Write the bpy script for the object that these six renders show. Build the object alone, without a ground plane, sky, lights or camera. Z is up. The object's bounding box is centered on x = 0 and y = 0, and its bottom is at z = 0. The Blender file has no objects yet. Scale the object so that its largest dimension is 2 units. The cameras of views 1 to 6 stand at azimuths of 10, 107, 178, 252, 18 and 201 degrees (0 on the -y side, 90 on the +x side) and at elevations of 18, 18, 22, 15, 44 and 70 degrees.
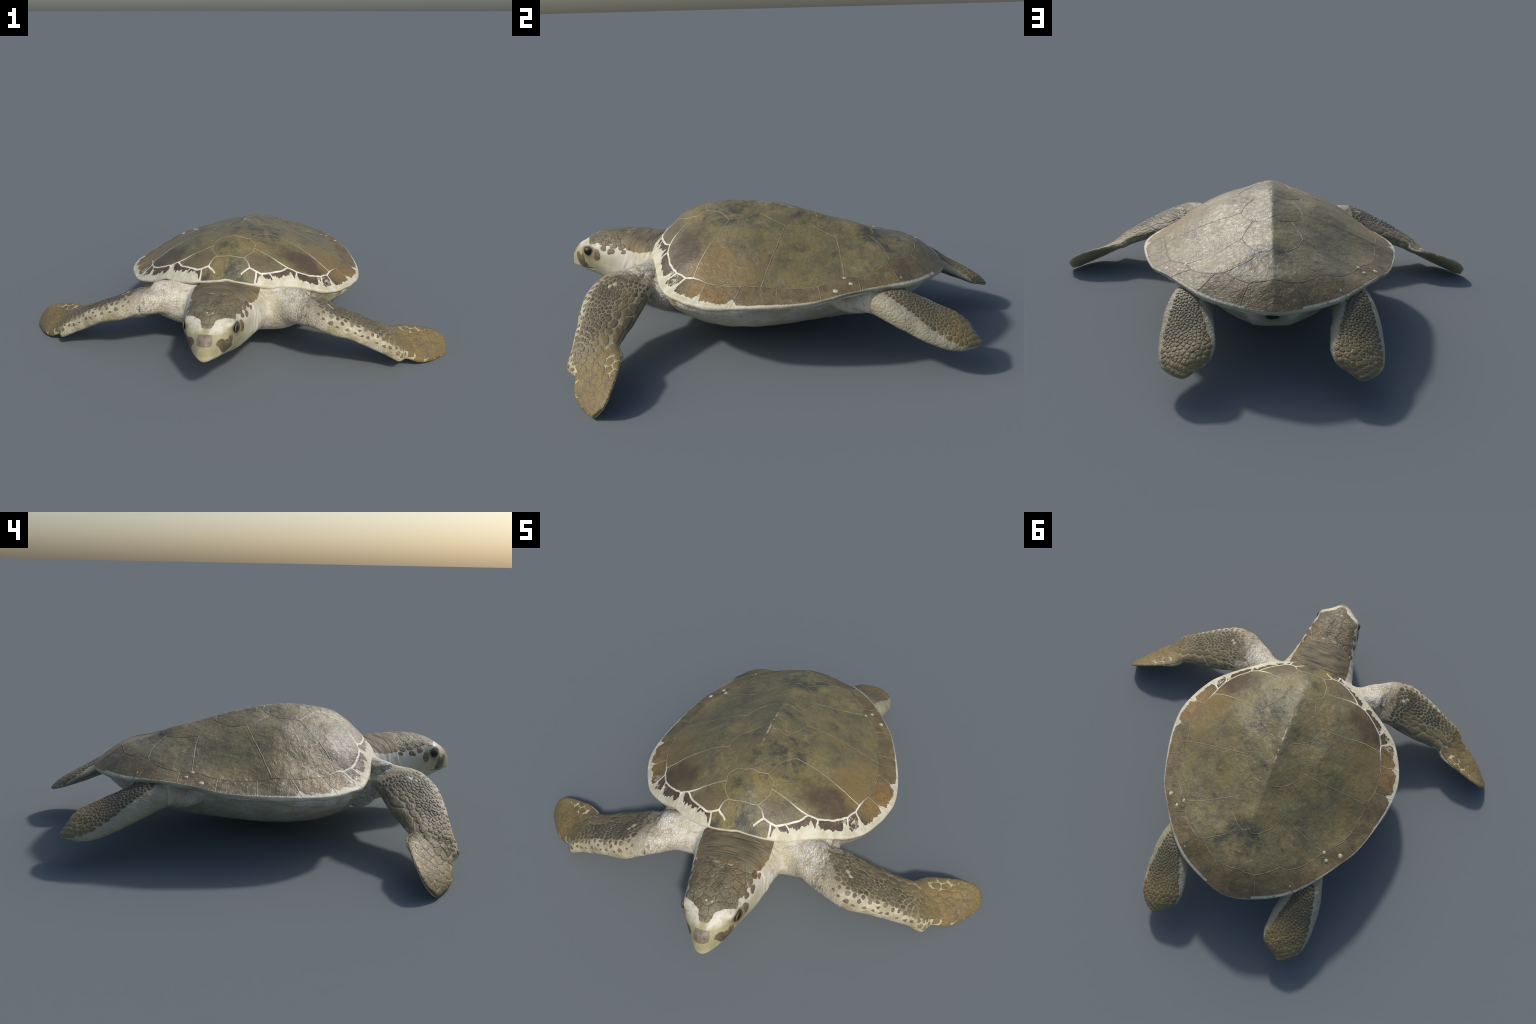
"""A sea turtle at rest: skin body lofted part by part, shell of scutes, scaled flippers."""
import bpy, bmesh, math
import numpy as np
from mathutils import Vector, noise as mnoise

RNG = np.random.RandomState(7)
VOXEL = 0.0040

# ------------------------------------------------------------------ helpers
def pchip(xs, ys, q):
    """Shape preserving cubic through (xs, ys); ys may hold several columns."""
    xs = np.asarray(xs, float); ys = np.asarray(ys, float)
    flat = ys.ndim == 1
    if flat: ys = ys[:, None]
    h = np.diff(xs)[:, None]; d = np.diff(ys, axis=0) / h
    m = np.zeros_like(ys); m[0], m[-1] = d[0], d[-1]
    w1 = 2 * h[1:] + h[:-1]; w2 = h[1:] + 2 * h[:-1]
    same = d[:-1] * d[1:] > 0
    with np.errstate(divide="ignore", invalid="ignore"):
        hm = (w1 + w2) / (w1 / d[:-1] + w2 / d[1:])
    m[1:-1] = np.where(same, hm, 0)
    q = np.clip(np.asarray(q, float), xs[0], xs[-1])
    i = np.clip(np.searchsorted(xs, q) - 1, 0, len(xs) - 2)
    t = ((q - xs[i]) / (xs[i + 1] - xs[i]))[:, None]; hh = h[i]
    out = ((2*t**3 - 3*t**2 + 1) * ys[i] + (t**3 - 2*t**2 + t) * hh * m[i]
           + (-2*t**3 + 3*t**2) * ys[i + 1] + (t**3 - t**2) * hh * m[i + 1])
    return out[:, 0] if flat else out

def catmull(pts, n, closed=False):
    """n points along a Catmull-Rom spline through pts, evenly spaced by chord."""
    p = np.asarray(pts, float)
    k = len(p)
    if closed: ext = np.vstack([p[-1:], p, p[:2]]); segs = k
    else: ext = np.vstack([2*p[0]-p[1], p, 2*p[-1]-p[-2]]); segs = k - 1
    out = []
    for i in range(segs):
        a, b, c, d = ext[i], ext[i+1], ext[i+2], ext[i+3]
        t = np.linspace(0, 1, 24, endpoint=False)[:, None]
        out.append(0.5*((2*b) + (c-a)*t + (2*a-5*b+4*c-d)*t**2 + (3*b-a-3*c+d)*t**3))
    out = np.vstack(out + [p[:1] if closed else p[-1:]])
    s = np.r_[0, np.cumsum(np.linalg.norm(np.diff(out, axis=0), axis=1))]
    q = np.linspace(0, s[-1], n, endpoint=not closed)
    return np.stack([np.interp(q, s, out[:, j]) for j in range(p.shape[1])], 1)

def rings_mesh(rings):
    """Closed tube through rings of equal vertex count, ends capped with fans."""
    rings = np.asarray(rings); m, n, _ = rings.shape
    v = np.vstack([rings.reshape(-1, 3), rings[0].mean(0)[None], rings[-1].mean(0)[None]])
    f = []
    for i in range(m - 1):
        for j in range(n):
            k = (j + 1) % n
            f.append((i*n+j, i*n+k, (i+1)*n+k, (i+1)*n+j))
    for j in range(n):
        k = (j + 1) % n
        f.append((m*n, k, j)); f.append((m*n+1, (m-1)*n+j, (m-1)*n+k))
    return v, f

def smoothstep(a, b, x):
    t = np.clip((np.asarray(x, float) - a) / (b - a), 0, 1)
    return t * t * (3 - 2 * t)

def mirror(v, f):
    return v * [-1, 1, 1], [tuple(reversed(q)) for q in f]

# ------------------------------------------------------------------ shell form
# right half of the shell's outline seen from above, front to rear: x, y, z of the edge
OUTLINE = [(0, -.458, .358), (.07, -.458, .354), (.129, -.452, .345), (.22, -.425, .334), (.31, -.372, .322),
           (.405, -.318, .287), (.48, -.258, .268), (.52, -.197, .265), (.552, -.126, .264), (.572, -.054, .266),
           (.575, .015, .268), (.567, .085, .271), (.553, .155, .275), (.531, .235, .279), (.506, .312, .285),
           (.480, .372, .294), (.437, .440, .305), (.388, .515, .312), (.338, .582, .310), (.270, .648, .303),
           (.200, .692, .297), (.120, .727, .293), (.055, .748, .292), (0, .756, .292)]
# scute corners of the right half: where the seams meet
CORNER = dict(
    n1=(.063, -.370, .442), n2=(.096, -.404, .403), n3=(.127, -.410, .391), n4=(.183, -.390, .382),
    n5=(.262, -.324, .385), n6=(.301, -.319, .366), n7=(.408, -.237, .322), n8=(.433, -.189, .316),
    n9=(.467, -.091, .313), n10=(.481, .053, .319), n11=(.457, .185, .312), n12=(.421, .332, .316),
    n13=(.325, .461, .330), n14=(.225, .560, .358), n15=(.093, .637, .357),
    c1=(.097, -.289, .463), p1=(.067, -.234, .489), c2=(.152, -.102, .477), c2m=(.440, -.155, .322),
    p2=(.077, .010, .492), c3=(.136, .133, .464), c3m=(.466, .128, .320), p3=(.082, .220, .459),
    c4=(.127, .340, .423), c4m=(.352, .418, .335), c5=(.049, .461, .415), c5m=(.190, .562, .364))
KEEL = [(-.458, .372), (-.397, .425), (-.338, .474), (-.291, .493), (-.239, .507), (-.17, .517), (-.074, .524),
        (.011, .518), (.09, .509), (.15, .499), (.228, .481), (.318, .461), (.39, .447), (.451, .432),
        (.489, .415), (.522, .404), (.561, .393), (.60, .384), (.639, .375), (.659, .366), (.698, .335), (.731, .311)]
# how the flanks swell and sink between the seams: x, y, z
FLANK = [(.21, .01, .466), (.25, .37, .366), (.30, -.10, .420), (.25, -.20, .433), (.35, .2, .364), (.15, .5, .388), (.38, -.2, .362)]

def outline_full(n=720):
    r = np.array(OUTLINE)
    return catmull(np.vstack([r, (r[1:-1] * [-1, 1, 1])[::-1]]), n, closed=True)

class Plate:
    """Thin-plate surface z(|x|, y) through the shell's corner points."""
    def __init__(self, pts, lam):
        p = np.asarray(pts, float); self.p = p[:, :2]; n = len(p)
        A = self.kern(self.p) + lam * np.eye(n)
        P = np.c_[np.ones(n), self.p]
        M = np.block([[A, P], [P.T, np.zeros((3, 3))]])
        s = np.linalg.solve(M, np.r_[p[:, 2], np.zeros(3)])
        self.w, self.a = s[:n], s[n:]
    def kern(self, q):
        d = ((q[:, None] - self.p[None]) ** 2).sum(-1)
        return np.where(d > 1e-14, d * np.log(d + 1e-30), 0) * .5
    def __call__(self, x, y):
        soft = .004 + .022 * smoothstep(.20, -.15, y)   # the keel is blunter in front
        q = np.c_[np.abs(x) * (1 - np.exp(-np.abs(x) / soft)), y]
        out = np.empty(len(q))
        for i in range(0, len(q), 20000):
            b = q[i:i+20000]
            out[i:i+20000] = self.kern(b) @ self.w + self.a[0] + b @ self.a[1:]
        return out

def shell_surface():
    pts = [v for v in CORNER.values()] + [(0, y, z) for y, z in KEEL]
    o = catmull(OUTLINE, 60)
    pts += [tuple(q) for q in o] + FLANK
    return Plate(pts, 6e-4)

SHELL = shell_surface()
OUT2D = outline_full()
O_HALF = catmull(OUTLINE, 400)

def half_width(y):
    return np.interp(y, O_HALF[:, 1], O_HALF[:, 0])

def rim_z(y):
    return np.interp(y, O_HALF[:, 1], O_HALF[:, 2])

# ------------------------------------------------------------------ skin forms
BELLY = [(-.47, .125), (-.44, .085), (-.36, .060), (-.26, .040), (-.1, .033), (.03, .034), (.19, .044), (.32, .062),
         (.45, .088), (.55, .120), (.62, .142), (.68, .185), (.72, .235), (.75, .27)]

def torso_form():
    """Bowl of the plastron under the shell, closed on top just beneath the scutes."""
    nr, na = 40, 160
    o = OUT2D[::len(OUT2D)//na][:na]
    c = np.array([0, .12])
    top, bot = [], []
    for i in range(1, nr + 1):
        r = (i / nr) ** .8
        xy = c + (o[:, :2] - c) * r * .985
        top.append(np.c_[xy, SHELL(xy[:, 0], xy[:, 1]) - .016])
        w = np.maximum(half_width(xy[:, 1]), .02) * (1 - .22 * smoothstep(.05, .42, xy[:, 1]) - .3 * smoothstep(.43, .62, xy[:, 1]))
        t = np.clip(np.abs(xy[:, 0]) / w, 0, 1)
        z0 = pchip([b[0] for b in BELLY], [b[1] for b in BELLY], xy[:, 1])
        edge = o[:, 2] - .022
        g = np.maximum(t ** (2.6 - .35 * smoothstep(-.1, .15, xy[:, 1])), r ** 7)
        bot.append(np.c_[xy, z0 * (1 - g) + edge * g])
    rings = [np.array(b) for b in bot] + [np.array(t) for t in top[::-1]]
    return rings_mesh(rings)

def sup(a, p):
    return np.sign(a) * np.abs(a) ** p

# head and neck: y, top, bottom, half width, height of the widest line
HEAD = [(-.931, .226, .186, .010, .205), (-.927, .243, .178, .022, .205), (-.918, .258, .172, .033, .208), (-.90, .278, .165, .047, .212),
        (-.87, .300, .154, .068, .228), (-.84, .318, .143, .092, .250), (-.81, .333, .134, .109, .265),
        (-.78, .343, .126, .118, .260), (-.75, .352, .119, .125, .245), (-.70, .359, .107, .136, .222), (-.65, .361, .098, .147, .212),
        (-.60, .360, .092, .156, .208), (-.55, .356, .086, .168, .208), (-.50, .352, .080, .184, .21), (-.46, .350, .075, .192, .215),
        (-.40, .350, .075, .18, .22), (-.30, .37, .08, .18, .22)]

def head_form():
    st = np.array(HEAD); q = np.r_[np.linspace(-.931, -.90, 8), np.linspace(-.89, -.30, 60)]
    s = pchip(st[:, 0], st[:, 1:], q)
    a = np.linspace(0, 2 * np.pi, 64, endpoint=False)
    rings = []
    for y, (top, bot, hw, zc) in zip(q, s):
        up = np.sin(a) >= 0
        face = smoothstep(-.70, -.80, y)
        px = np.where(up, .80, 1.3 + .15 * face)
        flat = .80 + .2 * smoothstep(-.80, -.88, y)
        x = hw * sup(np.cos(a), px)
        z = np.where(up, zc + (top - zc) * np.abs(np.sin(a)) ** flat, zc - (zc - bot) * np.abs(np.sin(a)))
        rings.append(np.c_[x, np.full_like(a, y), z])
    return rings_mesh(rings)

# front flipper (right side, +x): leading edge, trailing edge, half thickness above, below
FRONT = [((.20, -.46, .21), (.24, -.33, .20), .075, .07), ((.31, -.535, .240), (.33, -.335, .240), .070, .065),
         ((.39, -.580, .238), (.412, -.348, .238), .072, .055), ((.48, -.600, .208), (.50, -.345, .202), .070, .044),
         ((.575, -.580, .172), (.570, -.344, .178), .065, .032), ((.655, -.553, .126), (.645, -.350, .152), .066, .028),
         ((.735, -.530, .080), (.702, -.350, .140), .062, .024), ((.783, -.526, .053), (.745, -.314, .124), .050, .018),
         ((.816, -.476, .043), (.785, -.296, .128), .036, .015), ((.875, -.448, .017), (.852, -.277, .120), .023, .013),
         ((.934, -.395, .004), (.924, -.258, .104), .020, .012), ((.974, -.343, .001), (.974, -.255, .080), .016, .012),
         ((1.000, -.310, .006), (.999, -.265, .050), .011, .009)]
# rear flipper: outer edge, inner edge, half thickness above, below
REAR = [((.34, .40, .220), (.20, .43, .225), .060, .04), ((.375, .48, .235), (.208, .52, .252), .072, .045),
        ((.399, .55, .220), (.236, .59, .262), .067, .045),
        ((.419, .64, .184), (.230, .66, .236), .062, .038), ((.424, .74, .140), (.216, .745, .203), .051, .028),
        ((.416, .821, .113), (.210, .810, .177), .045, .020), ((.389, .878, .106), (.224, .864, .149), .034, .014),
        ((.351, .914, .106), (.278, .903, .122), .018, .009), ((.326, .928, .106), (.306, .925, .110), .008, .006)]

def flipper_frames(stations, n):
    L = np.array([s[0] for s in stations]); T = np.array([s[1] for s in stations]); h = np.array([s[2:4] for s in stations])
    C = (L + T) / 2
    s = np.r_[0, np.cumsum(np.linalg.norm(np.diff(C, axis=0), axis=1))]
    q = np.linspace(0, s[-1], n)
    L, T, h = pchip(s, L, q), pchip(s, T, q), pchip(s, h, q)
    C = (L + T) / 2
    d = np.gradient(C, axis=0); U = (T - L) / 2
    d = laplace_line(d, 3)
    N = np.cross(d, U); N /= np.linalg.norm(N, axis=1)[:, None]
    N *= np.sign(N[:, 2:3])
    D = np.cross(U, N); D /= np.linalg.norm(D, axis=1)[:, None]
    D *= np.sign((D * d).sum(1))[:, None]
    return q, C, U, N, h, D

def laplace_line(a, times):
    for _ in range(times):
        a = np.vstack([a[:1], (a[:-2] + 2*a[1:-1] + a[2:]) / 4, a[-1:]])
    return a

def flipper_form(stations, n=80, thin=.45, blunt=.9):
    q, C, U, N, h, D = flipper_frames(stations, n)
    a = np.linspace(0, 2 * np.pi, 56, endpoint=False)
    rings = []
    for c, u, nn, hh in zip(C, U, N, h):
        cu, sv = sup(np.cos(a), blunt), sup(np.sin(a), blunt)
        th = np.where(sv > 0, hh[0], hh[1]) * (1 - thin * (cu + 1) / 2)
        rings.append(c + cu[:, None] * u + (sv * th)[:, None] * nn)
    return rings_mesh(rings)

def flipper_coords(p, stations, n=160):
    """Along (0..1), across (-1 leading .. 1 trailing) and up (in half thicknesses) for points near a flipper."""
    q, C, U, N, h, D = flipper_frames(stations, n)
    W = np.linalg.norm(U, axis=1)
    out = np.tile([0., 9., 9.], (len(p), 1)); near = np.full(len(p), 9.)
    lo, hi = (C - np.abs(U)).min(0) - .06, (C + np.abs(U)).max(0) + .06
    todo = np.flatnonzero(((p > lo) & (p < hi)).all(1))
    for i in range(0, len(todo), 4000):
        ids = todo[i:i+4000]
        w = p[ids, None] - C[None]
        along = np.abs((w * D).sum(-1)); u = (w * U).sum(-1) / W**2; v = (w * N).sum(-1)
        v = v / np.where(v > 0, h[:, 0], h[:, 1])
        cost = along + .15 * np.maximum(np.hypot(u, v) - 1.15, 0)
        k = cost.argmin(1); r = np.arange(len(k))
        out[ids] = np.c_[q[k] / q[-1], u[r, k], v[r, k]]; near[ids] = along[r, k]
    return out, near

def shoulder_form():
    """Breast and shoulders: a bar from flipper to flipper in front of the shell."""
    st = np.array([(-.36, -.43, .252, .074, .068), (-.25, -.402, .222, .086, .101), (-.12, -.39, .215, .090, .115), (0, -.40, .21, .09, .13)])
    st = np.vstack([st, (st[:-1] * [-1, 1, 1, 1, 1])[::-1]])
    q = np.linspace(-.36, .36, 40)
    s = pchip(st[:, 0], st[:, 1:], q)
    a = np.linspace(0, 2*np.pi, 40, endpoint=False)
    return rings_mesh([np.c_[np.full_like(a, x), y + ry*np.cos(a), z + rz*np.sin(a)] for x, (y, z, ry, rz) in zip(q, s)])

def ellipsoid(center, radii, n=24):
    a = np.linspace(0, 2*np.pi, 2*n, endpoint=False); rings = []
    for t in np.linspace(.02, np.pi-.02, n):
        rings.append(np.c_[np.cos(a)*np.sin(t)*radii[0], np.sin(a)*np.sin(t)*radii[1], np.full_like(a, -np.cos(t)*radii[2])] + np.asarray(center))
    return rings_mesh(rings)

def mesh_from(parts, name):
    vs, fs, off = [], [], 0
    for v, f in parts:
        vs.append(v); fs += [tuple(i + off for i in q) for q in f]; off += len(v)
    me = bpy.data.meshes.new(name)
    me.from_pydata(np.vstack(vs).tolist(), [], fs)
    bm = bmesh.new(); bm.from_mesh(me); bmesh.ops.recalc_face_normals(bm, faces=bm.faces); bm.to_mesh(me); bm.free()
    return me

def arrays(me):
    v = np.empty(len(me.vertices)*3); me.vertices.foreach_get("co", v)
    me.calc_loop_triangles()
    t = np.empty(len(me.loop_triangles)*3, np.int64); me.loop_triangles.foreach_get("vertices", t)
    return v.reshape(-1, 3), t.reshape(-1, 3)

def neighbours(t, n):
    e = np.vstack([t[:, [0, 1]], t[:, [1, 2]], t[:, [2, 0]]]); e = np.vstack([e, e[:, ::-1]])
    e = np.unique(e[:, 0] * n + e[:, 1]); return e // n, e % n

def laplace(v, ei, ej, w, times):
    deg = np.bincount(ei, minlength=len(v))[:, None]
    for _ in range(times):
        m = np.stack([np.bincount(ei, v[ej, k], len(v)) for k in range(3)], 1) / deg
        v = v + (m - v) * w[:, None]
    return v

def vertex_normals(v, t):
    n = np.cross(v[t[:, 1]] - v[t[:, 0]], v[t[:, 2]] - v[t[:, 0]])
    o = np.stack([np.bincount(t.ravel(), np.repeat(n[:, k], 3), len(v)) for k in range(3)], 1)
    return o / (np.linalg.norm(o, axis=1)[:, None] + 1e-20)

def remeshed(me, voxel):
    ob = bpy.data.objects.new("form", me); bpy.context.scene.collection.objects.link(ob)
    m = ob.modifiers.new("r", "REMESH"); m.mode = "VOXEL"; m.voxel_size = voxel; m.adaptivity = 0
    dg = bpy.context.evaluated_depsgraph_get()
    out = bpy.data.meshes.new_from_object(ob.evaluated_get(dg))
    bpy.data.objects.remove(ob)
    return out

def skin_body():
    ff, rf = flipper_form(FRONT, 110, .45, .8), flipper_form(REAR, 60, .25, .9)
    pit, root = ellipsoid((.30, -.325, .205), (.10, .075, .085)), ellipsoid((.28, .45, .225), (.08, .11, .05))
    parts = [torso_form(), head_form(), shoulder_form(), ff, mirror(*ff), rf, mirror(*rf), pit, mirror(*pit), root, mirror(*root)]
    v, t = arrays(remeshed(mesh_from(parts, "form"), VOXEL))
    ei, ej = neighbours(t, len(v))
    ax, y = np.abs(v[:, 0]), v[:, 1]
    joint = smoothstep(.62, .50, -y) * smoothstep(.47, .36, ax) * smoothstep(-.30, -.36, y)
    joint = np.maximum(joint, smoothstep(.14, .06, np.abs(y - .48)) * smoothstep(.14, .2, ax) * smoothstep(.29, .26, v[:, 2]))
    v = laplace(v, ei, ej, np.full(len(v), .5), 2)
    v = laplace(v, ei, ej, .6 * joint, 36)
    return v, t

# ------------------------------------------------------------------ cutting a mesh along a level line
def cut(v, t, f, extra=()):
    """Split triangles where f changes sign. Returns v, t, face sign, and extra per-vertex arrays."""
    f = np.where(np.abs(f) < 1e-7, 1e-7, f)
    s = f > 0
    ts = s[t]; k = ts.sum(1)
    mix = (k == 1) | (k == 2)
    tm = t[mix]; km = k[mix]; sm = ts[mix]
    lone = np.where(km == 1, sm.argmax(1), (~sm).argmax(1))
    r = np.arange(len(tm))
    a, b, c = tm[r, lone], tm[r, (lone+1) % 3], tm[r, (lone+2) % 3]
    n = len(v)
    key = lambda p, q: np.minimum(p, q) * n + np.maximum(p, q)
    allk, inv = np.unique(np.r_[key(a, b), key(a, c)], return_inverse=True)
    p, q = allk // n, allk % n
    w = (f[p] / (f[p] - f[q]))
    w = np.clip(w, .03, .97)
    nv = v[p] + (v[q] - v[p]) * w[:, None]
    ex = [np.r_[e, (e[p].T * (1 - w) + e[q].T * w).T] for e in extra]
    ab, ac = n + inv[:len(a)], n + inv[len(a):]
    nt = np.vstack([t[~mix], np.c_[a, ab, ac], np.c_[ab, b, c], np.c_[ab, c, ac]])
    sa = s[a]
    sign = np.r_[ts[~mix][:, 0], sa, ~sa, ~sa]
    return np.vstack([v, nv]), nt, sign, ex

def compact(v, t):
    u, inv = np.unique(t, return_inverse=True)
    return u, inv.reshape(t.shape)

def inside(p, poly):
    """Signed distance to a closed polygon, positive inside."""
    a = poly; b = np.roll(poly, -1, 0)
    out = np.empty(len(p))
    for i in range(0, len(p), 4000):
        q = p[i:i+4000]
        e = b - a; w = q[:, None] - a[None]
        k = np.clip((w*e).sum(-1) / (e*e).sum(-1), 0, 1)
        d = np.sqrt(((w - k[..., None]*e)**2).sum(-1).min(1))
        c = ((a[:, 1] > q[:, 1:2]) != (b[:, 1] > q[:, 1:2])) & (q[:, :1] < (b[:, 0]-a[:, 0])*(q[:, 1:2]-a[:, 1])/(b[:, 1]-a[:, 1]+1e-30)+a[:, 0])
        out[i:i+4000] = np.where(c.sum(1) % 2 == 1, d, -d)
    return out


def contains(p, poly):
    """Even-odd test of points against a closed polygon."""
    a = poly; b = np.roll(poly, -1, 0)
    out = np.zeros(len(p), bool)
    for i in range(0, len(p), 4000):
        q = p[i:i+4000]
        c = ((a[:, 1] > q[:, 1:2]) != (b[:, 1] > q[:, 1:2])) & (q[:, :1] < (b[:, 0]-a[:, 0])*(q[:, 1:2]-a[:, 1])/(b[:, 1]-a[:, 1]+1e-30)+a[:, 0])
        out[i:i+4000] = c.sum(1) % 2 == 1
    return out

# ------------------------------------------------------------------ smooth random fields for shapes
def lattice(ix, iy, iz, seed):
    h = (ix.astype(np.int64) * 374761393 + iy.astype(np.int64) * 668265263 + iz.astype(np.int64) * 2147483647 + seed * 974634777) & 0xffffffff
    h = ((h ^ (h >> 13)) * 1274126177) & 0xffffffff
    return ((h ^ (h >> 16)) & 0xffff) / 32767.5 - 1

def value_noise(p, scale, seed=0):
    q = np.asarray(p, float) * scale
    i = np.floor(q).astype(np.int64); f = q - i; f = f * f * f * (f * (f * 6 - 15) + 10)
    out = 0
    for dx in (0, 1):
        for dy in (0, 1):
            for dz in (0, 1):
                w = (f[:, 0] if dx else 1 - f[:, 0]) * (f[:, 1] if dy else 1 - f[:, 1]) * (f[:, 2] if dz else 1 - f[:, 2])
                out = out + w * lattice(i[:, 0] + dx, i[:, 1] + dy, i[:, 2] + dz, seed)
    return out

def fbm(p, scale, octaves=3, seed=0):
    return sum(value_noise(p, scale * 2**k, seed + 17 * k) * .5**k for k in range(octaves))

# ------------------------------------------------------------------ materials
class S:
    """A shader value with arithmetic, so that masks can be written as formulas."""
    def __init__(self, nt, out): self.nt, self.out = nt, out
    def _m(self, op, *args):
        n = self.nt.nodes.new("ShaderNodeMath"); n.operation = op
        for k, a in enumerate((self,) + args):
            if isinstance(a, S): self.nt.links.new(a.out, n.inputs[k])
            else: n.inputs[k].default_value = a
        return S(self.nt, n.outputs[0])
    def __add__(self, o): return self._m("ADD", o)
    __radd__ = __add__
    def __mul__(self, o): return self._m("MULTIPLY", o)
    __rmul__ = __mul__
    def __sub__(self, o): return self._m("SUBTRACT", o)
    def __rsub__(self, o): return (self * -1) + o
    def abs(self): return self._m("ABSOLUTE")
    def max(self, o): return self._m("MAXIMUM", o)
    def min(self, o): return self._m("MINIMUM", o)
    def sqrt(self): return self._m("SQRT")
    def step(self, a, b):
        n = self.nt.nodes.new("ShaderNodeMapRange"); n.interpolation_type = "SMOOTHSTEP"
        self.nt.links.new(self.out, n.inputs["Value"])
        lo, hi, rev = (a, b, False) if a < b else (b, a, True)
        n.inputs["From Min"].default_value, n.inputs["From Max"].default_value = lo, hi
        n.inputs["To Min"].default_value, n.inputs["To Max"].default_value = (1, 0) if rev else (0, 1)
        return S(self.nt, n.outputs["Result"])

class Mat:
    def __init__(self, name, rough=.55, spec=.5):
        self.mat = bpy.data.materials.new(name); self.mat.use_nodes = True
        self.nt = self.mat.node_tree; self.bsdf = self.nt.nodes["Principled BSDF"]
        self.bsdf.inputs["Roughness"].default_value = rough
        self.bsdf.inputs["Specular IOR Level"].default_value = spec
        self.tc = self.nt.nodes.new("ShaderNodeTexCoord"); self.vec = self.tc.outputs["Object"]
        sp = self.nt.nodes.new("ShaderNodeSeparateXYZ"); self.nt.links.new(self.vec, sp.inputs[0])
        self.x, self.y, self.z = (S(self.nt, o) for o in sp.outputs); self.ax = self.x.abs()
        self.last = None
    def coords(self, scale=(1, 1, 1), rot=(0, 0, 0)):
        m = self.nt.nodes.new("ShaderNodeMapping"); m.inputs["Scale"].default_value = scale; m.inputs["Rotation"].default_value = rot
        self.nt.links.new(self.vec, m.inputs[0]); return m.outputs[0]
    def noise(self, scale, detail=3, rough=.55, stretch=(1, 1, 1), rot=(0, 0, 0), warp=0):
        n = self.nt.nodes.new("ShaderNodeTexNoise")
        n.inputs["Scale"].default_value, n.inputs["Detail"].default_value, n.inputs["Roughness"].default_value, n.inputs["Distortion"].default_value = scale, detail, rough, warp
        self.nt.links.new(self.coords(stretch, rot), n.inputs["Vector"]); return S(self.nt, n.outputs["Fac"])
    def cells(self, scale, feature="DISTANCE_TO_EDGE", stretch=(1, 1, 1), rot=(0, 0, 0), warp=0.0):
        n = self.nt.nodes.new("ShaderNodeTexVoronoi"); n.feature = feature; n.inputs["Scale"].default_value = scale
        v = self.coords(stretch, rot)
        if warp:
            w = self.nt.nodes.new("ShaderNodeTexNoise"); w.inputs["Scale"].default_value = scale * .8; self.nt.links.new(v, w.inputs["Vector"])
            mx = self.nt.nodes.new("ShaderNodeVectorMath"); mx.operation = "MULTIPLY_ADD"
            self.nt.links.new(w.outputs["Color"], mx.inputs[0]); mx.inputs[1].default_value = (warp, warp, warp); self.nt.links.new(v, mx.inputs[2]); v = mx.outputs[0]
        self.nt.links.new(v, n.inputs["Vector"])
        return S(self.nt, n.outputs["Distance"]), (S(self.nt, n.outputs["Color"]) if feature == "F1" else None)
    def near(self, c, r, mirror=True):
        """Normalised distance to an ellipsoid centred on c (mirrored left and right)."""
        a = ((self.ax if mirror else self.x) - c[0]) * (1 / r[0]); b = (self.y - c[1]) * (1 / r[1]); d = (self.z - c[2]) * (1 / r[2])
        return (a * a + b * b + d * d).sqrt()
    def random(self):
        n = self.nt.nodes.new("ShaderNodeObjectInfo"); return S(self.nt, n.outputs["Random"])
    def normal_z(self):
        g = self.nt.nodes.new("ShaderNodeNewGeometry"); sp = self.nt.nodes.new("ShaderNodeSeparateXYZ")
        self.nt.links.new(g.outputs["Normal"], sp.inputs[0]); return S(self.nt, sp.outputs[2])
    def mix(self, a, b, f, blend="MIX"):
        n = self.nt.nodes.new("ShaderNodeMix"); n.data_type = "RGBA"; n.blend_type = blend
        for c, k in ((a, 6), (b, 7)):
            if isinstance(c, tuple): n.inputs[k].default_value = (*c, 1)
            else: self.nt.links.new(c, n.inputs[k])
        if isinstance(f, S): self.nt.links.new(f.out, n.inputs[0])
        else: n.inputs[0].default_value = f
        return n.outputs[2]
    def bump(self, height, strength, distance):
        n = self.nt.nodes.new("ShaderNodeBump"); n.inputs["Strength"].default_value = strength; n.inputs["Distance"].default_value = distance
        self.nt.links.new(height.out, n.inputs["Height"])
        if self.last: self.nt.links.new(self.last, n.inputs["Normal"])
        self.last = n.outputs[0]; self.nt.links.new(self.last, self.bsdf.inputs["Normal"])
    def done(self, colour, rough=None):
        if isinstance(colour, tuple): self.bsdf.inputs["Base Color"].default_value = (*colour, 1)
        else: self.nt.links.new(colour, self.bsdf.inputs["Base Color"])
        if isinstance(rough, S): self.nt.links.new(rough.out, self.bsdf.inputs["Roughness"])
        return self.mat

OLIVE, MOSS, DUSK = (.198, .163, .066), (.142, .125, .061), (.055, .054, .041)
AMBER, UMBER = (.205, .136, .050), (.075, .048, .028)
CREAM, IVORY, TAN = (.50, .47, .33), (.70, .66, .60), (.34, .27, .15)

def shell_relief(m, strength=1.0):
    worm = (m.noise(40, 3, .6, warp=1.6) - .5).abs()
    m.bump(worm.step(0, .20), .30 * strength, .003)
    m.bump(m.noise(11, 3), .22 * strength, .012)
    m.bump(m.noise(70, 3, .6), .12 * strength, .003)

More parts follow.
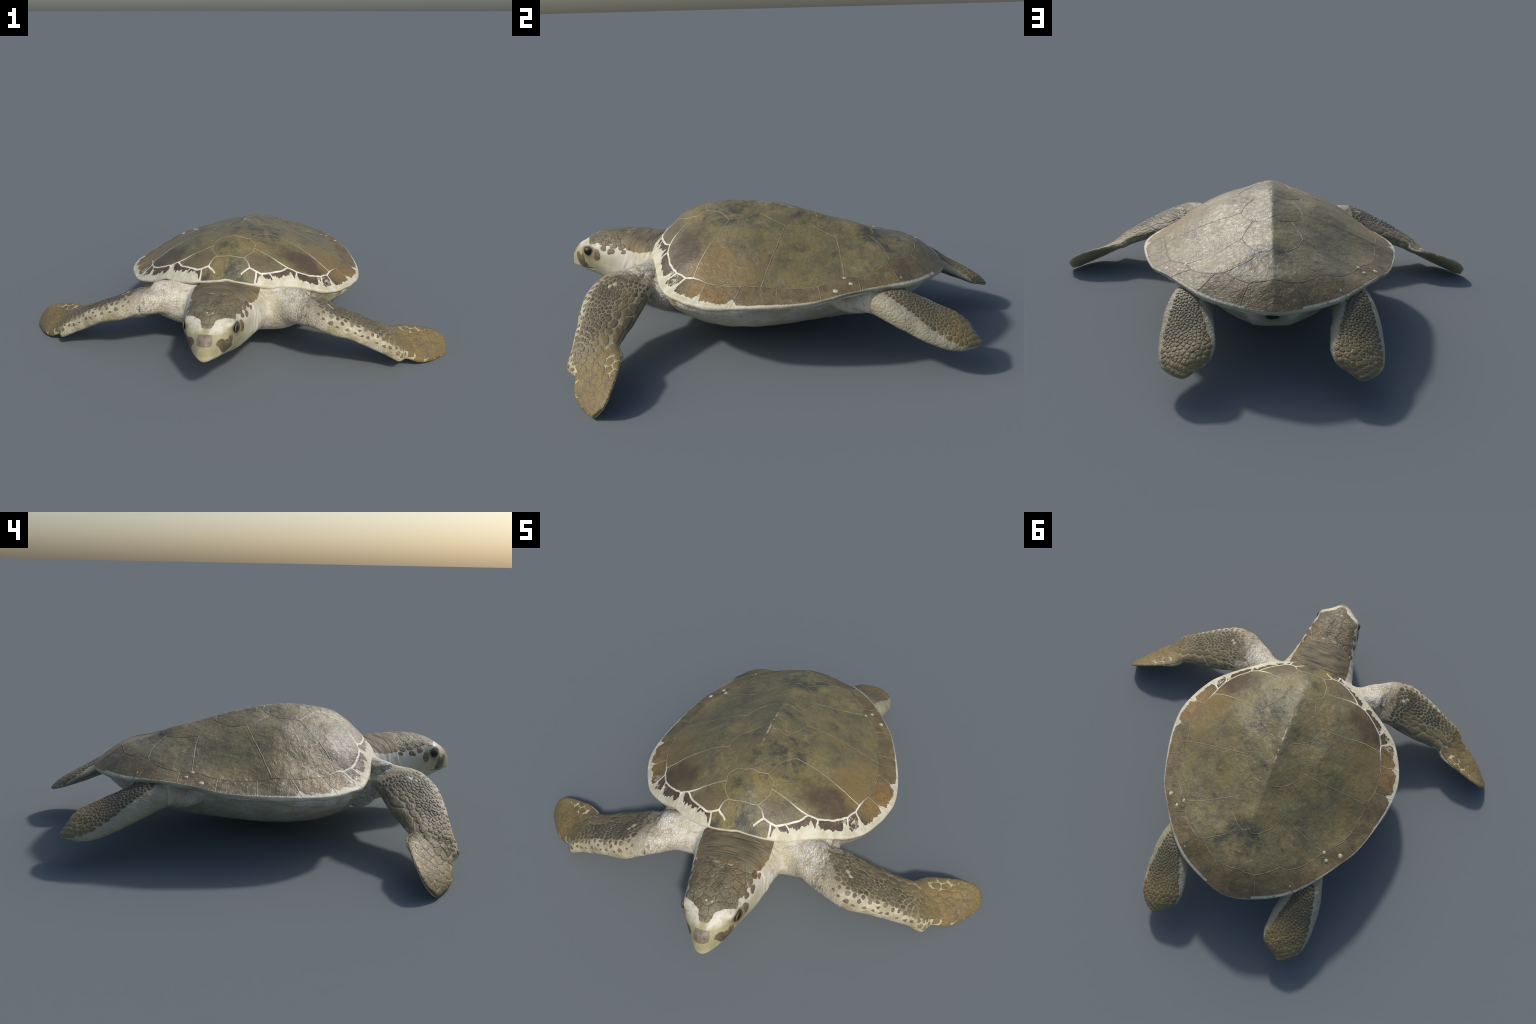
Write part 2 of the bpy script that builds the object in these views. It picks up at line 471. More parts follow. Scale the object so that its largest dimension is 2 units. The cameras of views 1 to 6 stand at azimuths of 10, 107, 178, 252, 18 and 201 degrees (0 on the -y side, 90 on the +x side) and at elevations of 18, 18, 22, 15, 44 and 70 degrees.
def mottle(m, base):
    big = m.noise(6.5, 5, .62, warp=.5); mid = m.noise(17, 5, .68, warp=.8); fine = m.noise(85, 4, .7)
    c = m.mix(base, MOSS, big.step(.40, .60))
    c = m.mix(c, (.185, .130, .050), m.noise(5, 5, .6, rot=(0, .4, 1.1)).step(.50, .68) * .65)
    c = m.mix(c, (.26, .225, .125), mid.step(.52, .72) * .6)
    c = m.mix(c, (.095, .075, .042), mid.step(.47, .30) * .75)
    spine = m.ax.step(.34, .12)
    smoke = m.noise(5.2, 6, .72, rot=(0, 0, .7)) + m.noise(23, 4, .7) * .25
    c = m.mix(c, DUSK, smoke.step(.62, .78) * (spine * .65 + .30))
    c = m.mix(c, (.08, .063, .036), fine.step(.49, .30) * .6)
    c = m.mix(c, (.30, .25, .145), fine.step(.57, .74) * .4)
    return c

def mat_scute():
    m = Mat("horn_olive", .46, .5)
    c = mottle(m, OLIVE)
    low = m.ax.step(.26, .47) * m.y.step(.36, .1)
    c = m.mix(c, AMBER, low * m.noise(9, 4, .6).step(.40, .62) * .55)
    blot = m.noise(12, 5, .68, warp=.5)
    c = m.mix(c, AMBER, (m.near((.41, -.10, .33), (.13, .12, .9)) + (blot - .5) * 1.2).step(1.15, .4) * .6)
    c = m.mix(c, UMBER, (m.near((.34, -.235, .33), (.155, .085, .9)) + (blot - .5) * 1.8).step(1.25, .35) * .85)
    c = m.mix(c, (.13, .095, .058), (m.near((.15, -.37, .4), (.09, .06, .9)) + (blot - .5)).step(1.1, .6) * .6)
    streak = (m.ax + (blot - .5) * .012).step(.0040, .0015) * (m.y - .01).abs().step(.15, .10) * m.noise(16, 3, .6, stretch=(.3, 1, 1)).step(.42, .52)
    c = m.mix(c, (.46, .41, .29), streak * .8)
    shell_relief(m)
    return m.done(c)

def mat_marginal():
    m = Mat("horn_russet", .48, .5)
    n = m.noise(16, 5, .65, warp=.6)
    c = m.mix((.125, .094, .045), (.19, .143, .064), n.step(.4, .65))
    hot = m.y.step(-.22, -.12) * m.y.step(.06, -.03)
    c = m.mix(c, (.25, .148, .045), hot * n.step(.3, .6) * .8)
    front = m.y.step(-.16, -.25)
    c = m.mix(c, m.mix((.07, .046, .030), (.115, .075, .042), n.step(.4, .65)), front)
    flecks = m.noise(38, 4, .6, stretch=(1, 1, 1), warp=1.2).step(.56, .62) * m.y.step(-.30, -.24) * m.y.step(-.17, -.20)
    c = m.mix(c, (.52, .48, .34), flecks)
    c = m.mix(c, (.07, .055, .035), m.noise(75, 4, .7).step(.46, .3) * .6)
    shell_relief(m, 1.3)
    return m.done(c)

def mat_seam():
    m = Mat("seam_horn", .5, .5)
    white = m.z.step(.435, .395) * m.y.step(-.09, -.17)
    n = m.noise(30, 3)
    c = m.mix((.205, .160, .085), (.30, .245, .150), n.step(.35, .65))
    c = m.mix(c, (.36, .30, .19), m.y.step(.0, -.2) * .7)
    c = m.mix(c, m.mix((.60, .56, .44), (.72, .69, .60), n.step(.4, .6)), white)
    return m.done(c)

def mat_groove():
    m = Mat("seam_shadow_horn", .6, .4)
    return m.done(m.mix((.095, .072, .040), (.130, .100, .056), m.noise(40, 3).step(.4, .6)))

def mat_rim():
    m = Mat("rim_cream", .55, .45)
    n = m.noise(22, 4, .6); s = m.noise(60, 4, .65)
    c = m.mix(CREAM, (.60, .575, .45), n.step(.4, .62))
    c = m.mix(c, (.34, .33, .23), m.y.step(.10, .40) * .7)
    c = m.mix(c, (.19, .152, .085), m.noise(9, 4, .65).step(.46, .60) * m.y.step(.05, .25) * (m.z - .30).step(-.02, .0) * .75)
    c = m.mix(c, (.36, .30, .16), s.step(.56, .72) * .5)
    m.bump(m.noise(36, 4), .35, .006)
    return m.done(c)

def pale_skin(m, chin=True):
    n = m.noise(9, 5, .6); g = m.noise(34, 4, .6)
    c = m.mix((.50, .455, .335), (.635, .60, .52), n.step(.38, .62))
    c = m.mix(c, (.42, .37, .23), g.step(.52, .68) * .7)
    return c

def wrinkles(m, colour, amount, scale=95, stretch=(1, 1, 1), rot=(0, 0, 0), line=(.30, .25, .15), strength=.3):
    e, _ = m.cells(scale, stretch=stretch, rot=rot, warp=.006)
    gap = e.step(.10, .0)
    m.bump(e.step(0, .22), strength, .004)
    f = gap * amount if not isinstance(amount, S) else gap * amount
    return m.mix(colour, line, f)

def root_skin(m, c, on):
    """Fine net of wrinkles and darker streaks where the front flipper leaves the shoulder."""
    n = m.noise(24, 4, .65, stretch=(1.6, .7, 1), rot=(0, 0, .5))
    fade = m.ax.step(.52, .41) * on
    c = wrinkles(m, c, fade * m.ax.step(.16, .36) * .70, 70, (1.5, .75, .9), (0, 0, .55), (.17, .138, .085), .3)
    return m.mix(c, (.215, .178, .110), (m.ax + (n - .5) * .12).step(.325, .42) * m.z.step(.20, .28) * fade * .75)

def mat_breast():
    """Pale skin of breast, shoulders and plastron."""
    m = Mat("skin_pale", .55, .45)
    c = pale_skin(m)
    up = m.z.step(.12, .2) * m.y.step(-.28, -.34)
    c = wrinkles(m, c, up * .32, 62, (1.0, 1.5, 1.0), strength=.22)
    pleat = m.noise(30, 4, .65, stretch=(2.0, .8, .7), rot=(0, 0, .5), warp=.6)
    root = m.ax.step(.16, .30) * up
    c = m.mix(c, (.36, .30, .185), pleat.step(.48, .34) * (root * .5 + .12))
    c = m.mix(c, (.12, .098, .062), pleat.step(.52, .40) * m.ax.step(.315, .39) * up)
    m.bump(pleat, .30, .006)
    c = root_skin(m, c, up)
    under = m.z.step(.16, .08)
    c = m.mix(c, (.60, .53, .34), under * m.noise(6, 4, .6, stretch=(.5, 1.6, 1)).step(.48, .65) * .5)
    hole = m.near((0, .705, .235), (.032, .05, .022))
    c = m.mix(c, (.20, .18, .11), hole.step(2.4, 1.2) * .6)
    c = m.mix(c, (.022, .02, .014), hole.step(1.15, .75))
    m.bump(m.noise(5, 4, .6, stretch=(.7, 2.2, 1.5)), .4, .02)
    return m.done(c)

def mat_nape():
    """Brown wrinkled skin on top of the neck and shoulder root."""
    m = Mat("skin_brown_nape", .6, .45)
    n = m.noise(12, 5, .65)
    c = m.mix((.125, .102, .060), (.19, .155, .09), n.step(.38, .64))
    folds = m.noise(42, 4, .62, stretch=(.22, 3.2, .5), warp=.4)
    on = m.y.step(-.62, -.56)
    c = m.mix(c, (.050, .040, .026), folds.step(.47, .36) * (on * .75 + .1))
    c = m.mix(c, (.27, .22, .135), folds.step(.55, .68) * (on * .55 + .1))
    c = m.mix(c, (.17, .125, .065), m.y.step(-.475, -.445) * .8)
    edge = (m.ax - (m.y + .60) * .35).step(.085, .13) * m.ax.step(.22, .18)
    c = m.mix(c, (.25, .165, .050), edge * n.step(.3, .6) * .8)
    m.bump(folds, .7, .006)
    m.bump(m.noise(130, 3, .7), .3, .002)
    return m.done(c)

def mat_neck_pale():
    m = Mat("skin_pale_neck", .55, .45)
    c = pale_skin(m)
    c = m.mix(c, (.58, .55, .34), (m.y.step(-.62, -.72) * m.z.step(.10, .16)) * .55)
    folds = m.noise(36, 4, .62, stretch=(.5, 2.3, .5), warp=.5)
    on = m.y.step(-.60, -.54)
    c = m.mix(c, (.57, .53, .42), m.y.step(-.55, -.598))
    c = m.mix(c, (.36, .29, .15), folds.step(.46, .34) * on * .75)
    m.bump(folds * on, .6, .006)
    m.bump(m.noise(60, 3, .7), .3, .003)
    return m.done(c)

def mat_face():
    """Cream of cheeks, jaw and beak with the dark marks before and under the eye."""
    m = Mat("skin_cream_face", .5, .5)
    n = m.noise(14, 5, .6); g = m.noise(45, 4, .65)
    c = m.mix((.33, .30, .16), (.50, .47, .31), (n * .7 + m.z.step(.24, .16) * .25).step(.30, .60))
    c = m.mix(c, (.52, .49, .36), m.y.step(-.78, -.68) * .7)
    c = m.mix(c, (.64, .61, .53), m.z.step(.265, .30) * m.y.step(-.79, -.74))
    c = m.mix(c, m.mix((.40, .37, .26), (.58, .55, .45), (g * .6 + n * .4).step(.38, .58)), (m.z + (n - .5) * .03).step(.268, .298) * m.y.step(-.905, -.875) * m.ax.step(.004, .022))
    c = m.mix(c, (.42, .36, .19), g.step(.55, .70) * .5)
    w = (n - .5) * .7
    dark = (m.near((.092, -.862, .222), (.042, .034, .032)) + w).step(1.05, .9)
    dark2 = (m.near((.066, -.892, .238), (.012, .020, .024)) + w).step(1.05, .9)
    dark3 = (m.near((.112, -.838, .240), (.03, .018, .034)) + w).step(1.05, .9)
    dark4 = (m.near((.070, -.888, .246), (.026, .030, .018)) + w).step(1.05, .9)
    dark5 = (m.near((.100, -.838, .206), (.034, .026, .020)) + w).step(1.05, .9)
    patch = m.mix((.085, .068, .040), (.15, .118, .066), g.step(.4, .62))
    c = m.mix(c, patch, dark.max(dark2).max(dark3).max(dark4).max(dark5))
    lid = m.near((.118, -.797, .281), (.05, .034, .027))
    c = m.mix(c, (.22, .185, .10), (lid + (n - .5) * 1.2).step(1.75, 1.1) * m.z.step(.305, .29) * .75)
    c = m.mix(c, (.15, .122, .07), lid.step(1.2, .95) * g.step(.3, .6) * .8)
    c = m.mix(c, (.05, .04, .025), lid.step(.86, .78))
    tip = m.near((0, -.93, .205), (.026, .03, .026))
    c = m.mix(c, (.37, .30, .14), tip.step(1.1, .5) * .6)
    nose = ((m.ax * 30).max((m.z - .262).abs() * 46).max((m.y + .91).abs() * 20) + m.near((0, -.905, .262), (.045, .045, .032)) * .7 + w * .4).step(1.60, 1.40)
    c = m.mix(c, m.mix((.15, .122, .082), (.22, .185, .13), g.step(.38, .6)), nose)
    nostril = m.near((.017, -.918, .258), (.007, .012, .008))
    c = m.mix(c, (.10, .08, .058), nostril.step(1.1, .5) * .8)
    c = m.mix(c, (.09, .07, .045), (m.ax.step(.004, .0015).max((nostril - 1.45).abs().step(.3, .1))) * nose * .4)
    mouth = (m.z - (m.y + .93) * .16 - .172).abs()
    c = m.mix(c, (.085, .072, .040), (mouth + (n - .5) * .004).step(.0055, .0018) * m.y.step(-.775, -.80) * .85)
    c = m.mix(c, (.57, .53, .42), m.y.step(-.70, -.612))
    m.bump(g, .3, .004)
    return m.done(c)

def mat_crown():
    m = Mat("skin_dark_crown", .55, .45)
    n = m.noise(22, 5, .65, warp=.5); g = m.noise(95, 4, .7, warp=.8)
    c = m.mix((.140, .118, .066), (.215, .185, .112), n.step(.38, .62))
    c = m.mix(c, (.20, .135, .058), m.noise(9, 4, .65).step(.42, .60) * m.y.step(-.77, -.66) * .8)
    e, _ = m.cells(30, stretch=(1, 1, .6), warp=.016); e2, _ = m.cells(85, stretch=(1, 1, .6), warp=.006)
    c = m.mix(c, (.31, .27, .165), (e - .05).abs().step(.035, .0) * n.step(.42, .6) * .55)
    c = m.mix(c, (.060, .050, .032), e.step(.045, .0) * .75)
    c = m.mix(c, (.085, .070, .043), e2.step(.09, .0) * .45)
    c = m.mix(c, (.07, .057, .036), g.step(.46, .32) * .6)
    c = m.mix(c, (.32, .28, .17), g.step(.60, .74) * .45)
    c = m.mix(c, (.55, .50, .28), m.near((.0115, -.799, .345), (.0045, .0045, .02)).step(1.1, .8))
    c = m.mix(c, (.42, .38, .26), (m.near((.03, -.628, .372), (.03, .007, .02)) + (g - .5) * 2).step(1.0, .6) * .8)
    m.bump(e.step(0, .12), .5, .004); m.bump(e2.step(0, .2), .3, .002); m.bump(g, .4, .003)
    return m.done(c)

def mat_flipper_skin(name="skin_between_scales"):
    """Tan skin that shows between the dark scales."""
    m = Mat(name, .58, .45)
    n = m.noise(20, 5, .6); g = m.noise(80, 4, .65)
    c = m.mix((.185, .158, .088), (.28, .242, .145), n.step(.38, .62))
    c = m.mix(c, (.105, .085, .055), m.ax.step(.50, .42) * m.y.step(-.3, -.35) * g.step(.6, .35) * .9)
    c = m.mix(c, (.11, .088, .052), g.step(.45, .3) * .6)
    c = m.mix(c, (.150, .118, .056), m.ax.step(.70, .85) * .8)
    m.bump(g, .5, .003); m.bump(m.noise(38, 4, .6, stretch=(1, .4, 1), rot=(0, 0, .5)), .6, .006)
    return m.done(c)

def mat_flipper_pale():
    m = Mat("skin_cream_flipper", .55, .45)
    n = m.noise(16, 5, .6); g = m.noise(60, 4, .65)
    c = m.mix((.34, .295, .185), (.51, .465, .335), n.step(.38, .62))
    c = m.mix(pale_skin(m), c, m.ax.step(.37, .47).max(m.y.step(-.1, .1)))
    c = root_skin(m, c, m.y.step(-.1, -.2))
    c = wrinkles(m, c, m.ax.step(.40, .55) * .25, 44, line=(.26, .21, .12), strength=.18)
    c = m.mix(c, (.36, .30, .17), g.step(.55, .72) * .6)
    c = m.mix(c, (.46, .42, .22), m.ax.step(.72, .85) * .5)
    c = m.mix(c, (.31, .29, .20), m.y.step(.45, .6) * (n * .5 + .5))  # rear flipper cream dulled toward grey-olive, painting in the shade on its side
    c = m.mix(c, (.235, .185, .105), m.noise(13, 5, .68, stretch=(1, .6, 1)).step(.50, .68) * m.y.step(.45, .6) * .6)
    return m.done(c)

def mat_scale(name, dark, light, gold):
    m = Mat(name, .50, .5)
    n = m.noise(30, 5, .65, warp=.4); g = m.noise(120, 4, .7); r = m.random()
    c = m.mix(dark, light, (n * .7 + r * .3).step(.34, .64))
    far = (m.ax.step(.64, .86) * m.y.step(-.1, -.2)).max(m.y.step(.68, .86))
    lead = m.noise(7, 2).step(.35, .6)
    c = m.mix(c, gold, far * (lead * .35 + .55))
    c = m.mix(c, (.120, .094, .048), m.noise(17, 5, .7, warp=.6).step(.48, .64) * far * .6)
    c = m.mix(c, (.05, .04, .026), g.step(.46, .32) * .6)
    c = m.mix(c, (.34, .27, .15), g.step(.60, .74) * .35)
    e, _ = m.cells(70, warp=.01)
    c = m.mix(c, (.05, .04, .026), e.step(.05, 0) * .35)
    m.bump(e.step(0, .14), .30, .002); m.bump(g, .45, .003); m.bump(n, .5, .006)
    return m.done(c)

def mat_plain(name, colour, rough=.5, spec=.5):
    m = Mat(name, rough, spec)
    return m.done(m.mix(colour, tuple(min(1, k * 1.3) for k in colour), m.noise(60, 3).step(.4, .6)))

# ------------------------------------------------------------------ building objects
ROOT = None
def make_object(name, v, t, parent=None, mats=(), slots=None, normals=None, smooth=True):
    u, inv = np.unique(np.asarray(t), return_inverse=True); t = inv.reshape(np.shape(t)); v = np.asarray(v)[u]
    me = bpy.data.meshes.new(name)
    me.vertices.add(len(v)); me.vertices.foreach_set("co", np.asarray(v, np.float32).ravel())
    me.loops.add(len(t)*3); me.loops.foreach_set("vertex_index", np.asarray(t, np.int32).ravel())
    me.polygons.add(len(t)); me.polygons.foreach_set("loop_start", np.arange(0, len(t)*3, 3, dtype=np.int32))
    me.update(calc_edges=True)
    for m in mats: me.materials.append(m)
    if slots is not None: me.polygons.foreach_set("material_index", np.asarray(slots, np.int32))
    me.polygons.foreach_set("use_smooth", np.full(len(me.polygons), smooth, bool))
    if normals is not None: me.normals_split_custom_set_from_vertices(np.asarray(normals)[u].tolist())
    ob = bpy.data.objects.new(name, me); bpy.context.scene.collection.objects.link(ob)
    ob.parent = parent or ROOT
    return ob

# ------------------------------------------------------------------ the shell
# seams of the right half: polyline of corners or (x, y), half width at start and end
def seam_list():
    c = {k: (p[0], p[1]) for k, p in CORNER.items()}
    P = lambda *a: [c[q] if isinstance(q, str) else q for q in a]
    thin, mid, bold = .0011, .0016, .0034
    return [
        (P((0, -.372), (.035, -.374), "n1"), thin, mid), (P("n1", (.092, -.328), "c1"), thin, mid), (P("n1", (.083, -.384), "n2"), mid, bold),
        (P("n2", "n3"), bold, bold), (P("n2", (.078, -.418), (.060, -.434)), bold, .003), (P("n3", (.128, -.462)), bold, .0045),
        (P("n3", (.150, -.407), "n4"), bold, .003), (P("n4", (.225, -.362), "n5"), .003, .0032), (P("n4", (.205, -.406), (.220, -.44)), .003, .004),
        (P("n5", (.210, -.318), (.15, -.300), "c1"), .003, mid), (P("n5", "n6"), .0032, .003), (P("n6", (.304, -.352), (.312, -.385)), .003, .0065),
        (P("n6", (.348, -.290), (.382, -.263), "n7"), .003, .003), (P("n7", (.423, -.283), (.435, -.33)), .003, .005), (P("n7", "n8"), .003, .003),
        (P("n8", (.465, -.223), (.500, -.265)), .003, .006), (P("n8", "c2m", "n9"), .0028, mid), (P("n9", (.500, -.100), (.60, -.13)), .0018, .0048),
        (P("n9", (.479, -.02), "n10"), mid, mid), (P("n10", (.520, .046), (.60, .03)), .0014, .0042), (P("n10", "c3m", "n11"), mid, thin),
        (P("n11", (.55, .212)), thin, mid), (P("n11", (.443, .262), "n12"), thin, thin), (P("n12", (.474, .355), (.54, .38)), thin, thin),
        (P("n12", "c4m", "n13"), thin, thin), (P("n13", (.383, .482), (.46, .51)), thin, thin), (P("n13", (.278, .52), "n14"), thin, thin),
        (P("n14", (.279, .610), (.34, .67)), thin, thin), (P("n14", "c5m"), thin, thin), (P("c5m", (.140, .606), "n15"), thin, thin), (P("n15", (.120, .70), (.13, .78)), thin, thin),
        (P("n15", (.045, .640), (0, .640)), thin, thin),
        (P("c1", (.098, -.258), "p1"), thin, thin), (P("p1", (.030, -.243), (0, -.236)), thin, thin), (P("p1", (.10, -.16), "c2"), .0006, .0006),
        (P("c2", (.24, -.112), (.36, -.143), "c2m"), mid, thin), (P("c2", (.125, -.03), "p2"), .0006, .0007), (P("p2", (.04, .025), (0, .011)), thin, thin),
        (P("p2", (.115, .07), "c3"), .0006, .0006), (P("c3", (.24, .135), (.36, .130), "c3m"), thin, mid), (P("c3", (.115, .185), "p3"), .0006, .0006),
        (P("p3", (.035, .240), (0, .226)), thin, thin), (P("p3", (.110, .285), "c4"), .0006, .0006), (P("c4", (.22, .378), "c4m"), mid, mid),
        (P("c4", (.10, .41), "c5"), thin, thin), (P("c5", (.02, .470), (0, .456)), thin, thin), (P("c5", (.10, .515), "c5m"), thin, thin)]

def seam_lines():
    out = []
    for pts, a, b in seam_list():
        p = catmull(pts, max(3, int(sum(math.dist(p, q) for p, q in zip(pts, pts[1:])) / .005)))
        for side in (1, -1):
            q = p * [side, 1]
            wob = np.c_[value_noise(np.c_[q, np.zeros(len(q))], 42, 3), value_noise(np.c_[q, np.zeros(len(q))], 42, 5)] * .0018
            end = np.minimum(np.arange(len(q)), np.arange(len(q))[::-1])[:, None]
            out.append((q + wob * np.clip(end / 3, 0, 1) * [[1, 1]], np.linspace(a, b, len(q))))
    return out

def seam_field(p, lines):
    """Distance to the nearest seam less its half width, plus that half width, for points of the plan."""
    A = np.vstack([q[:-1] for q, _ in lines]); B = np.vstack([q[1:] for q, _ in lines])
    wa = np.concatenate([w[:-1] for _, w in lines]); wb = np.concatenate([w[1:] for _, w in lines])
    best = np.full(len(p), .03); width = np.full(len(p), .001)
    cell = np.floor(p / .05).astype(int); key = cell[:, 0] * 1000 + cell[:, 1]
    order = np.argsort(key, kind="stable"); cuts = np.flatnonzero(np.diff(key[order])) + 1
    for idx in np.split(order, cuts):
        q = p[idx]; lo, hi = q.min(0) - .035, q.max(0) + .035
        m = (np.maximum(A, B) > lo).all(1) & (np.minimum(A, B) < hi).all(1)
        if not m.any(): continue
        a, e = A[m], B[m] - A[m]; L = (e * e).sum(1) + 1e-12
        w = q[:, None] - a[None]
        k = np.clip((w * e).sum(-1) / L, 0, 1)
        d = np.sqrt(((w - k[..., None] * e) ** 2).sum(-1)); ww = wa[m] + (wb[m] - wa[m]) * k
        f = d - ww; j = f.argmin(1); r = np.arange(len(j))
        best[idx] = np.minimum(f[r, j], .03); width[idx] = ww[r, j]
    return best, width

# how far the cream edge reaches in over the marginal scutes, by y
CREAM_REACH = [(-.47, .0), (-.452, .0), (-.446, .030), (-.40, .030), (-.36, .026), (-.31, .020), (-.26, .022), (-.20, .022), (-.12, .019),
               (-.05, .017), (.02, .015), (.10, .007), (.16, .007), (.25, .003), (.35, .0025), (.48, .004), (.60, .010), (.70, .011), (.78, .009)]

def shell():
    from mathutils.geometry import delaunay_2d_cdt
    lines = seam_lines()
    edge = catmull(OUT2D[::6], 1300, closed=True)
    pts, edges = [], []
    def add(poly, closed=False):
        k = len(pts); pts.extend(map(tuple, poly)); n = len(poly)
        edges.extend((k+i, k+i+1) for i in range(n-1))
        if closed: edges.append((k+n-1, k))
    # outline and ragged cream border
    e2 = edge[:, :2]
    add(e2, True)
    tang = np.roll(e2, -1, 0) - np.roll(e2, 1, 0); nrm = np.c_[-tang[:, 1], tang[:, 0]]; nrm /= np.linalg.norm(nrm, axis=1)[:, None]
    if not contains(e2[:1] + nrm[:1] * .004, e2)[0]: nrm = -nrm
    p3 = np.c_[e2, np.zeros(len(e2))]
    reach = np.interp(e2[:, 1], [c[0] for c in CREAM_REACH], [c[1] for c in CREAM_REACH])
    f, w = seam_field(e2 + nrm * .012, lines)
    ragged = smoothstep(.16, -.1, e2[:, 1])
    reach = reach + .020 * np.exp(-(np.maximum(f, 0) / .010) ** 2) * smoothstep(.25, .05, e2[:, 1]) * smoothstep(-.44, -.36, e2[:, 1])
    reach = reach + reach * (.30 * fbm(p3, 45, 2, 4) + .16 * value_noise(p3, 190, 8)) * (.35 + .65 * ragged) + .0025 * ragged * value_noise(p3, 300, 9)
    reach = np.where(np.abs(e2[:, 0]) < .112, 0, np.maximum(reach, .0012))
    on = reach > 0
    rag = e2 + nrm * np.maximum(reach, 0)[:, None]
    run = []
    for i in range(len(rag) + 1):
        if i < len(rag) and on[i]: run.append(rag[i])
        elif run: add(run); run = []
    ragpoly = np.where(on[:, None], rag, e2 - nrm * .003)
    # seams: centre ridge and both banks
    for q, w in lines:
        t = np.gradient(q, axis=0); n = np.c_[-t[:, 1], t[:, 0]] / (np.linalg.norm(t, axis=1)[:, None] + 1e-9)
        keep = contains(q, e2)
        if keep.sum() < 2: continue
        q, w, n = q[keep], w[keep], n[keep]
        add(q); add(q + n * w[:, None]); add(q - n * w[:, None])
        for s in (1, -1):
            pts.extend(map(tuple, q + s * n * (w + .0018)[:, None])); pts.extend(map(tuple, q + s * n * (w + .0045)[:, None]))
    g = .0065
    gx, gy = np.meshgrid(np.arange(-.6, .6, g), np.arange(-.48, .78, g * .866))
    gx = gx + (np.arange(gx.shape[0]) % 2)[:, None] * g / 2
    grid = np.c_[gx.ravel(), gy.ravel()] + RNG.uniform(-.0008, .0008, (gx.size, 2))
    f, w = seam_field(grid, lines)
    grid = grid[(f > .007) & (inside(grid, e2[::3]) > .003)]
    pts.extend(map(tuple, grid))
    P = np.array(pts); keep = contains(P, e2) | (np.arange(len(P)) < len(e2))
    remap = np.cumsum(keep) - 1
    edges = [(int(remap[a]), int(remap[b])) for a, b in edges if keep[a] and keep[b]]
    res = delaunay_2d_cdt([Vector(p) for p in P[keep]], edges, [], 0, 1e-7)
    v = np.array([tuple(q) for q in res[0]]); t = np.array([f for f in res[2] if len(f) == 3])
    right = [CORNER[k][:2] for k in ("n1", "n2", "n3", "n4", "n5", "n6", "n7", "n8", "c2m", "n9", "n10", "c3m", "n11", "n12", "c4m", "n13", "n14", "c5m", "n15")]
    inner = np.array([(0, -.372)] + right + [(0, .64)] + [(-x, y) for x, y in right[::-1]])
    cen = v[t].mean(1)
    ok = contains(cen, e2); t, cen = t[ok], cen[ok]
    a, b, c = v[t[:, 0]], v[t[:, 1]], v[t[:, 2]]
    area = (b-a)[:, 0]*(c-a)[:, 1] - (b-a)[:, 1]*(c-a)[:, 0]
    t[area < 0] = t[area < 0][:, ::-1]
    fc, wc = seam_field(cen, lines)
    rim = ~contains(cen, ragpoly) & ~contains(cen, inner); seam = (fc < 0) & ~rim
    # heights: the plate, ridged along seams, sunk beside them, with gentle growth swellings
    fv, wv = seam_field(v, lines)
    d = fv + wv
    p3 = np.c_[v, np.zeros(len(v))]
    z = SHELL(v[:, 0], v[:, 1])
    depth = inside(v, e2[::3])
    calm = smoothstep(.0, .03, depth)
    z = z + np.where(fv < 0, .0010 * (1 - np.clip(d / (wv + 1e-6), 0, 1) ** 2) + .0002, -.0005 * np.exp(-((fv - .0018) / .0022) ** 2))
    z = z + calm * (.0024 * fbm(p3, 9, 2, 21) + .0009 * fbm(p3, 34, 3, 31) + .0006 * value_noise(p3, 120, 41))
    lip = (~contains(v, ragpoly)) & (depth > 1e-4)
    z = z - .0012 * lip
    v3 = np.c_[v, z]
    # connected pieces between the seams are the scutes
    body = ~rim & ~seam
    # shared corner vertices must not join neighbours: label by triangle adjacency over edges instead
    tb = t[body]; comp = components(tb)
    car = bpy.data.objects.new("carapace", None); bpy.context.scene.collection.objects.link(car); car.parent = ROOT
    M = dict(scute=mat_scute(), marg=mat_marginal(), seam=mat_seam(), groove=mat_groove(), rim=mat_rim())
    fb, cb = fc[body], cen[body]
    nrm3 = vertex_normals(v3, t)
    sizes = np.bincount(comp)
    crumbs = []
    for k in np.argsort(-sizes):
        sel = comp == k
        if sizes[k] < 25: crumbs.append(np.flatnonzero(sel)); continue
        c = cb[sel].mean(0)
        marginal = not contains(c[None], inner)[0]
        name = "marginal_scute" if marginal else ("vertebral_scute" if abs(c[0]) < .02 else "costal_scute")
        if marginal and c[1] < -.36 and abs(c[0]) < .05: name = "nuchal_scute"
        if marginal and c[1] > .6 and abs(c[0]) < .03: name = "pygal_scute"
        dark = (fb[sel] < .0012) & (cb[sel][:, 1] > -.12) & ~contains(cb[sel], inner * .97)
        make_object(name, v3, tb[sel], car, (M["marg" if marginal and name != "nuchal_scute" else "scute"], M["groove"]), dark, nrm3)
    ts = t[seam]
    if crumbs: ts = np.vstack([ts, tb[np.concatenate(crumbs)]])
    make_object("scute_seam", v3, ts, car, (M["seam"],), None, nrm3)["kind"] = "stuff"
    # rim: the cream border of the top and the rounded lip turned under it
    ring = e2; rz = SHELL(ring[:, 0], ring[:, 1])
    prof = [(0, 0), (.0018, -.004), (.0015, -.009), (-.002, -.014), (-.012, -.019), (-.040, -.028), (-.085, -.032)]
    wave = .5 * fbm(np.c_[ring, np.zeros(len(ring))], 16, 2, 12)[:, None]
    rings = [np.c_[ring - nrm * (o - wave * dz * .25), rz + dz * (1 + .5 * wave[:, 0])] for o, dz in prof]
